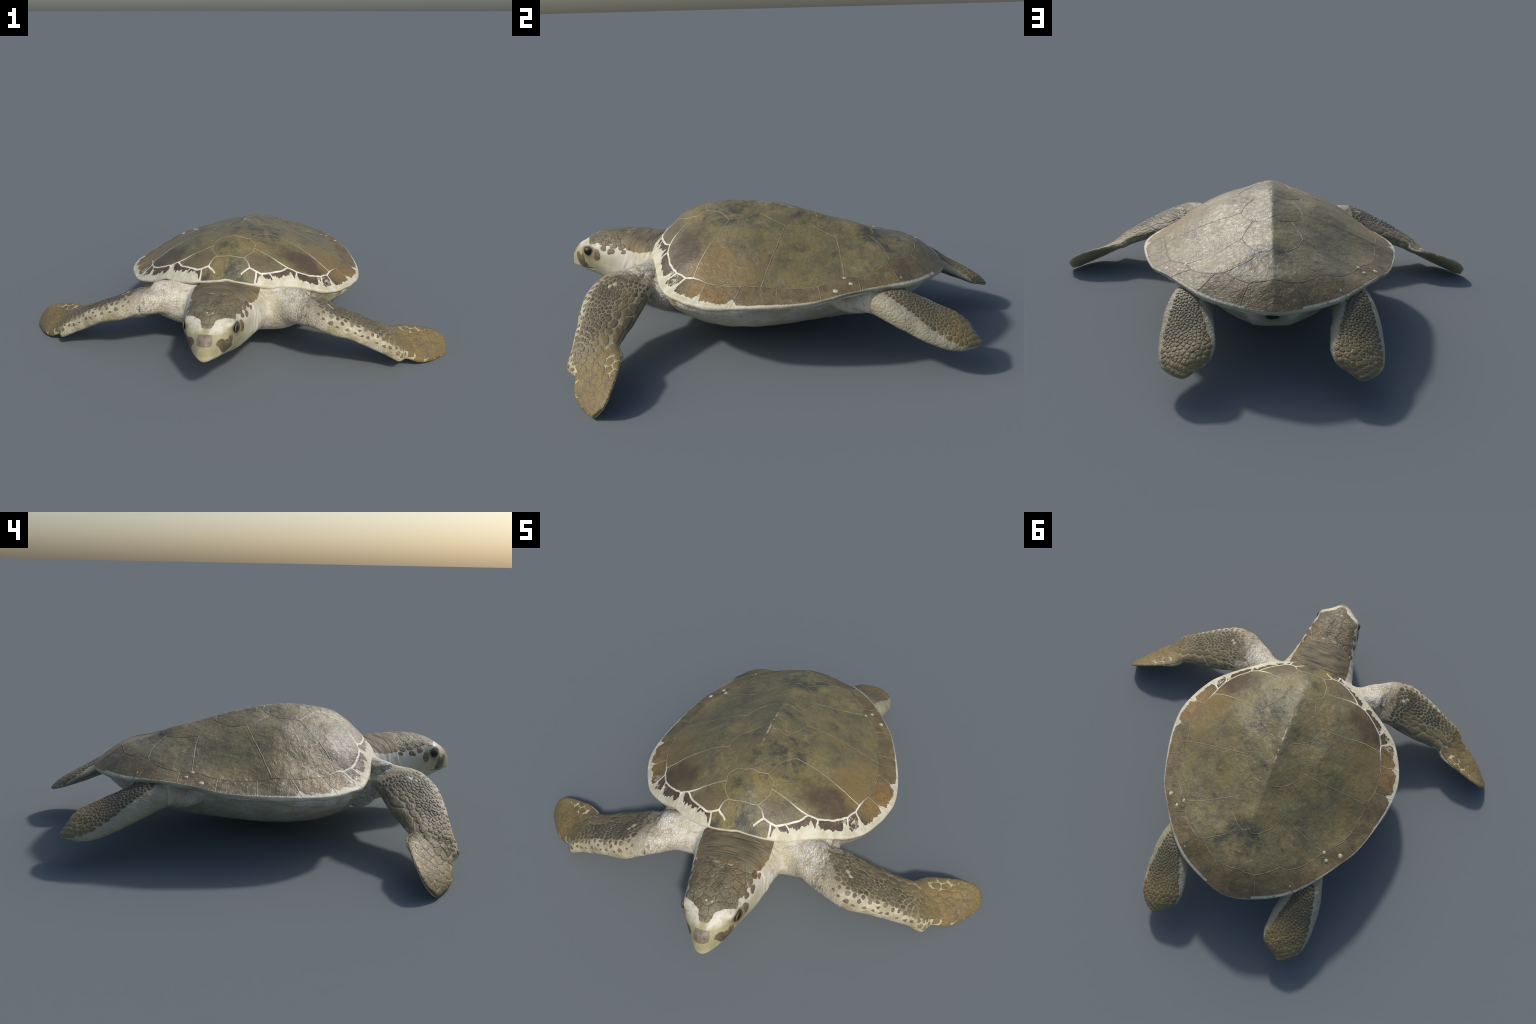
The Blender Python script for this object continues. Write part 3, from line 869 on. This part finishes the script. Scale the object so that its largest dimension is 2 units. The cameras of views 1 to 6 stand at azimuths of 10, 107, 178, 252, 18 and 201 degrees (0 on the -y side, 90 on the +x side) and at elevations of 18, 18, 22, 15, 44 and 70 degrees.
    n = len(ring); rv = np.vstack(rings)
    i = np.arange(n); j = (i + 1) % n; rt = []
    for k in range(len(prof) - 1):
        rt += [np.c_[k*n+i, (k+1)*n+i, (k+1)*n+j], np.c_[k*n+i, (k+1)*n+j, k*n+j]]
    rt = np.vstack(rt)
    ccw = ((ring[:, 0] * np.roll(ring[:, 1], -1) - ring[:, 1] * np.roll(ring[:, 0], -1)).sum() > 0)
    if not ccw: rt = rt[:, ::-1]
    allv = np.vstack([v3, rv]); allt = np.vstack([t[rim], rt + len(v3)])
    # weld the lip to the top edge
    q = {tuple(np.round(p, 6)): k for k, p in enumerate(v)}
    for k in range(n):
        h = q.get(tuple(np.round(ring[k], 6)))
        if h is not None: allt[allt == len(v3) + k] = h
    rim_ob = make_object("carapace", allv, allt, ROOT, (M["rim"],))     # the cream border is the shell's own body
    for ob in list(car.children): ob.parent = rim_ob
    bpy.data.objects.remove(car); car = rim_ob; car.name = "carapace"
    barn = mat_plain("barnacle_white", (.40, .38, .26))
    for k, (x, y, r) in enumerate([(.354, .417, .0085), (.377, .447, .0085), (.431, .400, .0105), (.262, .618, .004)]):
        for sgn in (1, -1):
            a = np.linspace(0, 2*np.pi, 9, endpoint=False)
            rr = r * (1 + .22 * RNG.uniform(-1, 1, 9))
            z0 = SHELL([x], [y])[0]
            rgs = []
            for fr, hh in ((1.15, -.004), (.95, .0008), (.6, .0024), (.25, .0028)):
                px, py = sgn * (x + rr * fr * np.cos(a)), y + rr * fr * 1.15 * np.sin(a)
                rgs.append(np.c_[px, py, SHELL(px, py) + hh])
            bv, bf = rings_mesh(rgs)
            bt = np.array([(f[0], f[1], f[2]) for f in bf] + [(f[0], f[2], f[3]) for f in bf if len(f) == 4])
            if sgn < 0: bt = bt[:, ::-1]
            make_object("barnacle", bv, bt, car, (barn,))

def components(t):
    """Label triangles joined across shared edges."""
    n = t.max() + 1
    e = np.sort(np.vstack([t[:, [0, 1]], t[:, [1, 2]], t[:, [2, 0]]]), 1); key = e[:, 0] * n + e[:, 1]
    tri = np.tile(np.arange(len(t)), 3); o = np.argsort(key, kind="stable"); ks, ts = key[o], tri[o]
    same = ks[1:] == ks[:-1]; a, b = ts[:-1][same], ts[1:][same]
    lab = np.arange(len(t))
    while True:
        m = np.minimum(lab[a], lab[b]); new = lab.copy()
        np.minimum.at(new, a, m); np.minimum.at(new, b, m); new = new[new]
        if (new == lab).all(): break
        lab = new
    return np.unique(lab, return_inverse=True)[1]

# ------------------------------------------------------------------ skin: relief, colour regions, parts
def relief(v, nrm):
    """Wrinkles, brows, mouth and eye sockets: how far each point of the skin moves out."""
    ax, y, z = np.abs(v[:, 0]), v[:, 1], v[:, 2]
    d = np.zeros(len(v))
    sym = np.c_[ax, y, z]
    neck = smoothstep(-.64, -.58, y) * smoothstep(-.38, -.44, y) * smoothstep(.26, .18, ax) * smoothstep(.10, .2, z)
    fold = value_noise(np.c_[ax * 9 + 3, y * 70 + 2.2 * value_noise(sym, 14, 2), z * 10], 1, 51)
    d += neck * .0032 * fold
    root = np.exp(-((ax - .35) / .075) ** 2) * smoothstep(-.30, -.40, y) * (z > .12)
    d += root * .0024 * value_noise(np.c_[(ax + .35 * y) * 62 + 2 * value_noise(sym, 12, 5), (y - .3 * ax) * 12, z * 14], 1, 53)
    g = lambda c, r: np.exp(-(((ax - c[0]) / r[0]) ** 2 + ((y - c[1]) / r[1]) ** 2 + ((z - c[2]) / r[2]) ** 2))
    d += .0080 * g((.108, -.812, .307), (.030, .030, .018))                 # brow
    d -= .0075 * g((.118, -.797, .281), (.03, .021, .016))                  # eye socket
    d += .0030 * g((.122, -.772, .262), (.03, .020, .016))                  # cheek below the eye
    d -= .0050 * g((.060, -.885, .290), (.022, .022, .020))                 # hollow before the eye
    d += .0030 * g((0, -.905, .265), (.030, .02, .018))                     # nose plate
    m = np.abs(z - (y + .93) * .16 - .170)
    d -= .0040 * np.exp(-(m / .0050) ** 2) * smoothstep(-.775, -.81, y) * (ax > .004)
    d += .0040 * np.exp(-((z - .186 - (y + .93) * .16) / .010) ** 2) * smoothstep(-.81, -.86, y)   # upper beak overhangs
    crown = smoothstep(-.60, -.66, y) * smoothstep(.30, .34, z)
    d += crown * (.0022 * fbm(sym, 38, 2, 61))
    d += .0015 * fbm(v, 22, 2, 71) * smoothstep(.02, .08, z)
    d -= .030 * np.exp(-((v[:, 0] / .03) ** 2 + ((y - .72) / .03) ** 2 + ((z - .235) / .018) ** 2))   # vent
    return d

def main():
    global ROOT
    ROOT = bpy.data.objects.new("sea_turtle", None); bpy.context.scene.collection.objects.link(ROOT)
    ROOT["label"] = "brown and cream sea turtle with outstretched scaly flippers"; ROOT["category"] = "sea turtle"
    shell()
    skin()

def skin():
    v, t = skin_body()
    # drop the hidden top of the trunk
    cen = v[t].mean(1)
    hid = (cen[:, 2] > SHELL(cen[:, 0], cen[:, 1]) - .06) & (half_width(cen[:, 1]) - np.abs(cen[:, 0]) > .085) & (np.abs(cen[:, 1] - .14) < .50) & (np.cross(v[t[:, 1]] - v[t[:, 0]], v[t[:, 2]] - v[t[:, 0]])[:, 2] > 0)
    t = t[~hid]; u, t = compact(v, t); v = v[u]
    nrm = vertex_normals(v, t)
    v = v + nrm * relief(v, nrm)[:, None]
    flip = lambda p: np.c_[np.abs(p[:, 0]), p[:, 1], p[:, 2]]
    fc, fnear = flipper_coords(flip(v), FRONT)
    rc, rnear = flipper_coords(flip(v), REAR)
    ax, y, z = np.abs(v[:, 0]), v[:, 1], v[:, 2]
    sym = flip(v)
    n1, n2 = fbm(sym, 24, 3, 81), fbm(sym, 60, 2, 91)
    # dark (positive) against pale skin
    lead = np.interp(fc[:, 0], [0, .2, .3, .45, .6, .72, .78, .86, 1], [-.2, -.40, -.62, -.70, -.72, -.75, -.80, -.88, -.92])
    trail = np.interp(fc[:, 0], [0, .55, .66, .72, .80, .9, 1], [1.2, 1.10, .58, .46, .55, .74, .88])
    arm = np.minimum(np.minimum(fc[:, 1] - lead, trail - fc[:, 1]) * .12, (fc[:, 2] + .12) * .10)
    arm = np.minimum(arm, (ax - .375 - .10 * smoothstep(-.40, -.58, y) + .05 * smoothstep(-.42, -.36, y)) * .6)
    arm = arm + .014 * n1 + .008 * n2
    half = np.interp(rc[:, 0], [0, .3, .45, .6, .75, .88, 1], [.25, .45, .55, .66, .78, .9, 1.0])
    leg = np.minimum((half - np.abs(rc[:, 1] - .12 * (1 - rc[:, 0]))) * .10, rc[:, 2] * .06) + .010 * n1 + .006 * n2
    leg = np.minimum(leg, (y - .53) * .5)
    zn = np.interp(y, [-.86, -.82, -.78, -.72, -.66, -.60, -.56, -.50, -.44, -.40], [.300, .314, .318, .318, .319, .312, .304, .296, .32, .33])
    cap = (z - zn) + .006 * n1 + .004 * n2
    keep = np.interp(y, [-.93, -.888, -.884, -.872, -.855, -.835, -.815, -.797, -.782, -.77], [-.05, -.02, .024, .018, .021, .033, .055, .085, .112, .3])
    crown = np.minimum(cap, (keep - ax) * .7 + .004 * n2 + .003 * n1)
    neck = np.minimum(cap, np.minimum((.150 - ax) * .6, -.385 - y))
    is_arm, is_leg = (ax > .33) & (y < -.2), (y > .40)
    f = np.where(is_arm, arm, np.where(is_leg, leg, np.where(y < -.60, crown, neck)))
    f = np.where(~is_arm & ~is_leg & (ax > .24), -.02, f)
    f = np.where((ax < .45) & (ax > .2) & (y > -.395) & (y < 0), -.02, f)
    v, t, dark, (fc, rc, nrm_) = cut(v, t, f, (fc, rc, nrm))
    nrm = vertex_normals(v, t)
    cen = v[t].mean(1); cax = np.abs(cen[:, 0])
    cfc, crc = fc[t].mean(1), rc[t].mean(1)
    part = np.full(len(t), 0)                                           # 0 torso
    part[(cen[:, 1] < -.455) & (cax < .215)] = 2                        # neck
    part[(cen[:, 1] < -.605) & (cax < .3)] = 1                          # head
    part[(cax > .385) & (cen[:, 1] < -.20) & (cfc[:, 0] > .12)] = 3     # front flipper
    part[(cen[:, 1] > .52) & (cax > .2) & (np.hypot(crc[:, 1], crc[:, 2]) < 1.45) & (crc[:, 0] > .17)] = 4
    M = dict(breast=mat_breast(), nape=mat_nape(), neck=mat_neck_pale(), face=mat_face(), crown=mat_crown(), gap=mat_flipper_skin(), edge=mat_flipper_pale())
    made = {}
    for k, name, pale, top in ((0, "torso", "breast", "nape"), (1, "head", "face", "crown"), (2, "neck", "neck", "nape"), (3, "front_flipper", "edge", "gap"), (4, "rear_flipper", "edge", "gap")):
        for side in ((1, -1) if k > 2 else (0,)):
            sel = (part == k) & ((cen[:, 0] * side >= 0))
            made[k, side] = make_object(name, v, t[sel], ROOT, (M[pale], M[top]), dark[sel], nrm)
    eyes(made[1, 0])
    scales(v, t, nrm, fc, rc, made)

def eyes(head):
    m = Mat("eye_black", .30, .45); black = m.done(m.mix((.006, .006, .007), (.014, .013, .013), m.noise(60, 2)))
    lid = mat_plain("eyelid_olive", (.10, .083, .048), .6, .3)
    for s in (1, -1):
        ev, ef = ellipsoid((0, 0, 0), (.0095, .0200, .0165), 20)
        c = np.array([.1100, -.7960, .2795])
        et = np.array([f[:3] for f in ef] + [(f[0], f[2], f[3]) for f in ef if len(f) == 4])
        p = (ev + c) * [s, 1, 1]
        make_object("eye", p, et if s > 0 else et[:, ::-1], head, (black,))
        a = np.linspace(0, 2*np.pi, 48, endpoint=False); b = np.linspace(0, 2*np.pi, 12, endpoint=False)
        A, B = np.meshgrid(a, b, indexing="ij")
        tube = .0017 + .0008 * np.sin(A)
        yy = np.cos(A) * (.0205 + tube * np.cos(B)); zz = (np.sin(A) * (.0160 + tube * np.cos(B))) * (1 - .12 * np.cos(A)); xx = tube * np.sin(B) * 1.2 - .35 * (yy ** 2 + zz ** 2) * 30
        lv = (np.stack([xx, yy, zz], -1).reshape(-1, 3) + [c[0] + .0040, c[1], c[2]]) * [s, 1, 1]
        lt = []
        for i in range(48):
            for j in range(12):
                q = [i*12+j, ((i+1) % 48)*12+j, ((i+1) % 48)*12+(j+1) % 12, i*12+(j+1) % 12]
                lt += [(q[0], q[1], q[2]), (q[0], q[2], q[3])]
        lt = np.array(lt)
        make_object("eyelid", lv, lt if s > 0 else lt[:, ::-1], head, (lid,))

def spread(xy, radius, seed, relax=1):
    """Even but irregular seeds: dart throwing with a varying radius, then a few Lloyd steps."""
    r = np.random.RandomState(seed); radius = radius * r.choice([.72, .9, 1.0, 1.15, 1.4], len(xy)); order = r.permutation(len(xy)); P, R = [], []
    arr = np.empty((0, 2)); rad = np.empty(0)
    for i in order:
        if len(arr) and (((arr - xy[i]) ** 2).sum(1) < (.5 * (rad + radius[i])) ** 2).any(): continue
        arr = np.vstack([arr, xy[i]]); rad = np.r_[rad, radius[i]]
    for _ in range(relax):
        who = np.empty(len(xy), int)
        for i in range(0, len(xy), 4000):
            who[i:i+4000] = (((xy[i:i+4000, None] - arr[None]) ** 2).sum(-1)).argmin(1)
        n = np.bincount(who, minlength=len(arr))
        new = np.stack([np.bincount(who, xy[:, k], len(arr)) for k in (0, 1)], 1) / np.maximum(n, 1)[:, None]
        arr = np.where(n[:, None] > 0, arr + .8 * (new - arr), arr)
    return arr

def cell_shape(i, P, gap, dirs, most):
    """Rounded outline of the i-th Voronoi cell, as radii along unit directions."""
    w = P - P[i]; d = np.sqrt((w ** 2).sum(1)); k = np.argsort(d)[1:15]
    n = w[k] / d[k][:, None]; h = np.maximum(d[k] / 2 - gap, .0008)
    c = np.maximum(dirs @ n.T, 0) / h
    c = np.c_[c, np.full(len(dirs), 1 / most)]
    return (c ** 10).sum(1) ** (-1 / 10)

def scales(v, t, nrm, fc, rc, made):
    from mathutils.bvhtree import BVHTree
    tree = BVHTree.FromPolygons(v.tolist(), t.tolist())
    dark = mat_scale("scale_umber", (.074, .061, .034), (.142, .117, .064), (.235, .165, .050))
    gold = mat_scale("scale_ochre", (.125, .098, .050), (.20, .152, .068), (.24, .17, .055))
    faded = mat_scale("scale_faded", (.115, .093, .058), (.215, .178, .112), (.22, .165, .07))
    pale = mat_plain("scale_pale", (.36, .34, .24))
    spot = mat_scale("scale_russet", (.115, .078, .042), (.20, .142, .085), (.2, .15, .08))
    rimm = mat_plain("scale_edge", (.075, .058, .034))
    K = 20
    ang = np.linspace(0, 2*np.pi, K, endpoint=False); dirs = np.c_[np.cos(ang), np.sin(ang)]
    RINGS = ((1.06, -.25), (.97, .35), (.88, .75), (.66, .95), (.34, 1.0))
    bag = {}
    def plate(origin, e1, e2, radii, height, mat, owner, name, stretch=(1, 1)):
        rows = []
        for fr, h in RINGS:
            off = (dirs * radii[:, None] * fr) @ np.array([e1 * stretch[0], e2 * stretch[1]])
            row = []
            for q in origin + off:
                loc, nn, _, _ = tree.find_nearest(Vector(q))
                row.append(np.array(loc) + np.array(nn) * (h * height if h > 0 else -.0012))
            rows.append(row)
        pv, pf = rings_mesh(rows)
        pf = [f for f in pf if len(f) == 4 or f[0] != len(pv) - 2 and len(pv) - 2 not in f]
        pt = np.array([f[:3] for f in pf] + [(f[0], f[2], f[3]) for f in pf if len(f) == 4])
        a, b, c = pv[pt[:, 0]], pv[pt[:, 1]], pv[pt[:, 2]]
        if (np.cross(b - a, c - a).sum(0) @ np.cross(e1, e2)) < 0: pt = pt[:, ::-1]
        if np.cross(e1, e2) @ np.array(tree.find_nearest(Vector(origin))[1]) < 0: pt = pt[:, ::-1]
        size = float(radii.mean() * (stretch[0] * stretch[1]) ** .5)
        slot = np.zeros(len(pt), int); slot[(pt < 2 * K).all(1)] = 1
        bag.setdefault(name, []).append((size, pv, pt, mat, owner, slot))
    def along_flipper(stations, coords, side_fn, spacing, gapf, heightf, matf, name, key, sx, seed, hi):
        q, C, U, N, h, D = flipper_frames(stations, 160)
        W = np.linalg.norm(U, axis=1); length = q[-1]
        Wm = W.mean()
        top = side_fn(v, coords)
        cand = coords[top]; wx = np.interp(cand[:, 0], q / length, W)
        xy = np.c_[cand[:, 0] * length / sx, cand[:, 1] * wx]
        P = spread(xy, spacing(cand[:, 0], cand[:, 1]), seed)
        s = P[:, 0] * sx / length; w = np.interp(s, q / length, W); u = P[:, 1] / w
        gap, hh = gapf(s, u), heightf(s, u)
        at = lambda a, k: np.interp(k, q / length, a)
        for i in range(len(P)):
            if abs(u[i]) > 1.02: continue
            c = np.array([at(C[:, k], s[i]) for k in range(3)]); uu = np.array([at(U[:, k], s[i]) for k in range(3)]); nn = np.array([at(N[:, k], s[i]) for k in range(3)]); dd = np.array([at(D[:, k], s[i]) for k in range(3)])
            th = at(h[:, 0], s[i])
            o = c + uu * u[i] + nn * th * math.sqrt(max(0, 1 - min(1, u[i]**2)))
            r = cell_shape(i, P, gap[i], dirs, min(hi(s[i], u[i]), +.95 * float(spacing(s[i:i+1], u[i:i+1])[0])))
            if key == 3 and u[i] < -.60 and s[i] < .72: r = r / np.sqrt((np.cos(ang) / .72) ** 2 + (np.sin(ang) / 1.3) ** 2)
            r = r * (1 + .06 * np.sin(3 * ang + i) + .045 * np.sin(5 * ang + 2 * i) + .03 * np.sin(7 * ang + 3 * i))
            m = matf(s[i], u[i], i)
            for sd in (1, -1):
                k = np.array([sd, 1, 1])
                plate(o * k, dd * k, uu / np.linalg.norm(uu) * k, r, hh[i], m, made[key, sd], name, (sx, 1))
    # front flippers
    def f_top(p, c): return (p[:, 0] > .425) & (p[:, 1] < -.2) & (c[:, 2] > .05) & (c[:, 0] > .24) & (np.abs(c[:, 1]) < .97)
    def f_space(s, u):
        r = np.interp(s, [.2, .35, .6, .68, .76, .84, 1], [.013, .013, .0125, .018, .026, .032, .034])
        big = smoothstep(.15, .55, u) * smoothstep(.30, .36, s) * smoothstep(.74, .66, s)
        r = r + .024 * big
        return np.where((u < -.6) & (s < .72), .020, r)
    f_gap = lambda s, u: np.where(u < -.58, np.where(s < .72, .0022, .0018), np.interp(s, [.2, .45, .65, .75, 1], [.0007, .0009, .0011, .0010, .0010]))
    f_high = lambda s, u: np.interp(s, [.2, .5, .8, 1], [.0012, .0016, .0013, .0010])
    def f_mat(s, u, i):
        if abs(s - .285) < .016 and abs(u + .12) < .10: return pale
        if u > .25 and .30 < s < .75: return gold
        if u < -.62 and s < .72: return faded
        return dark
    along_flipper(FRONT, fc, f_top, f_space, f_gap, f_high, f_mat, "scale", 3, 1.35, 5, lambda s, u: (.0065 + .010 * ((s * 977 + u * 331) % 1)) if (u < -.66 and s < .72) else .05)
    # rear flippers
    def r_top(p, c): return (p[:, 0] > .19) & (p[:, 1] > .57) & (c[:, 2] > .1) & (c[:, 0] > .28) & (np.abs(c[:, 1] - .10 * (1 - c[:, 0])) < np.interp(c[:, 0], [.28, .45, .6, .75, .88, 1], [.42, .55, .68, .80, .9, .95]))
    r_space = lambda s, u: np.interp(s, [.25, .5, .7, .85, 1], [.0095, .0115, .0145, .020, .024])
    r_gap = lambda s, u: np.interp(s, [.2, .6, 1], [.0009, .0010, .0009])
    along_flipper(REAR, rc, r_top, r_space, r_gap, lambda s, u: np.interp(s, [.2, .6, 1], [.0022, .0020, .0013]), lambda s, u, i: dark, "scale", 4, 1.0, 9, lambda s, u: .012 if s < .6 else .05)
    # temple scales on the side of the head
    for (y, z, ry, rz) in ((-.716, .311, .0150, .0130), (-.672, .296, .0180, .0140), (-.664, .328, .0200, .0110), (-.622, .326, .0190, .0140), (-.606, .297, .0125, .0100), (-.586, .318, .0090, .0090), (-.747, .272, .0175, .0250)):
        for sd in (1, -1):
            loc, nn, _, _ = tree.find_nearest(Vector((.135 * sd, y, z)))
            nn = np.array(nn); e1 = np.array([0, 1., 0]) - nn * nn[1]; e1 /= np.linalg.norm(e1); e2 = np.cross(nn, e1)
            if e2[2] < 0: e2 = -e2
            r = 1 / ((np.abs(dirs[:, 0]) / ry) ** 2.6 + (np.abs(dirs[:, 1]) / rz) ** 2.6) ** (1 / 2.6)
            r = r * (1 + .10 * np.sin(3 * ang + y * 90) + .07 * np.sin(2 * ang + z * 130))
            plate(np.array(loc), e1, e2, r, .0012, spot, made[1, 0], "temple_scale")
    for name, L in bag.items():
        L.sort(key=lambda b: -b[0])
        for _, pv, pt, m, owner, slot in L[:300]: make_object(name, pv, pt, owner, (m, rimm), slot)
        rest = {}
        for b in L[300:]: rest.setdefault((b[4].name, b[3].name), []).append(b)
        for (own, _), bs in rest.items():
            off, vs, ts = 0, [], []
            for _, pv, pt, m, owner, slot in bs: vs.append(pv); ts.append(pt + off); off += len(pv)
            make_object("small_" + name + "s", np.vstack(vs), np.vstack(ts), bs[0][4], (bs[0][3], rimm), np.concatenate([b[5] for b in bs]))["kind"] = "stuff"

main()
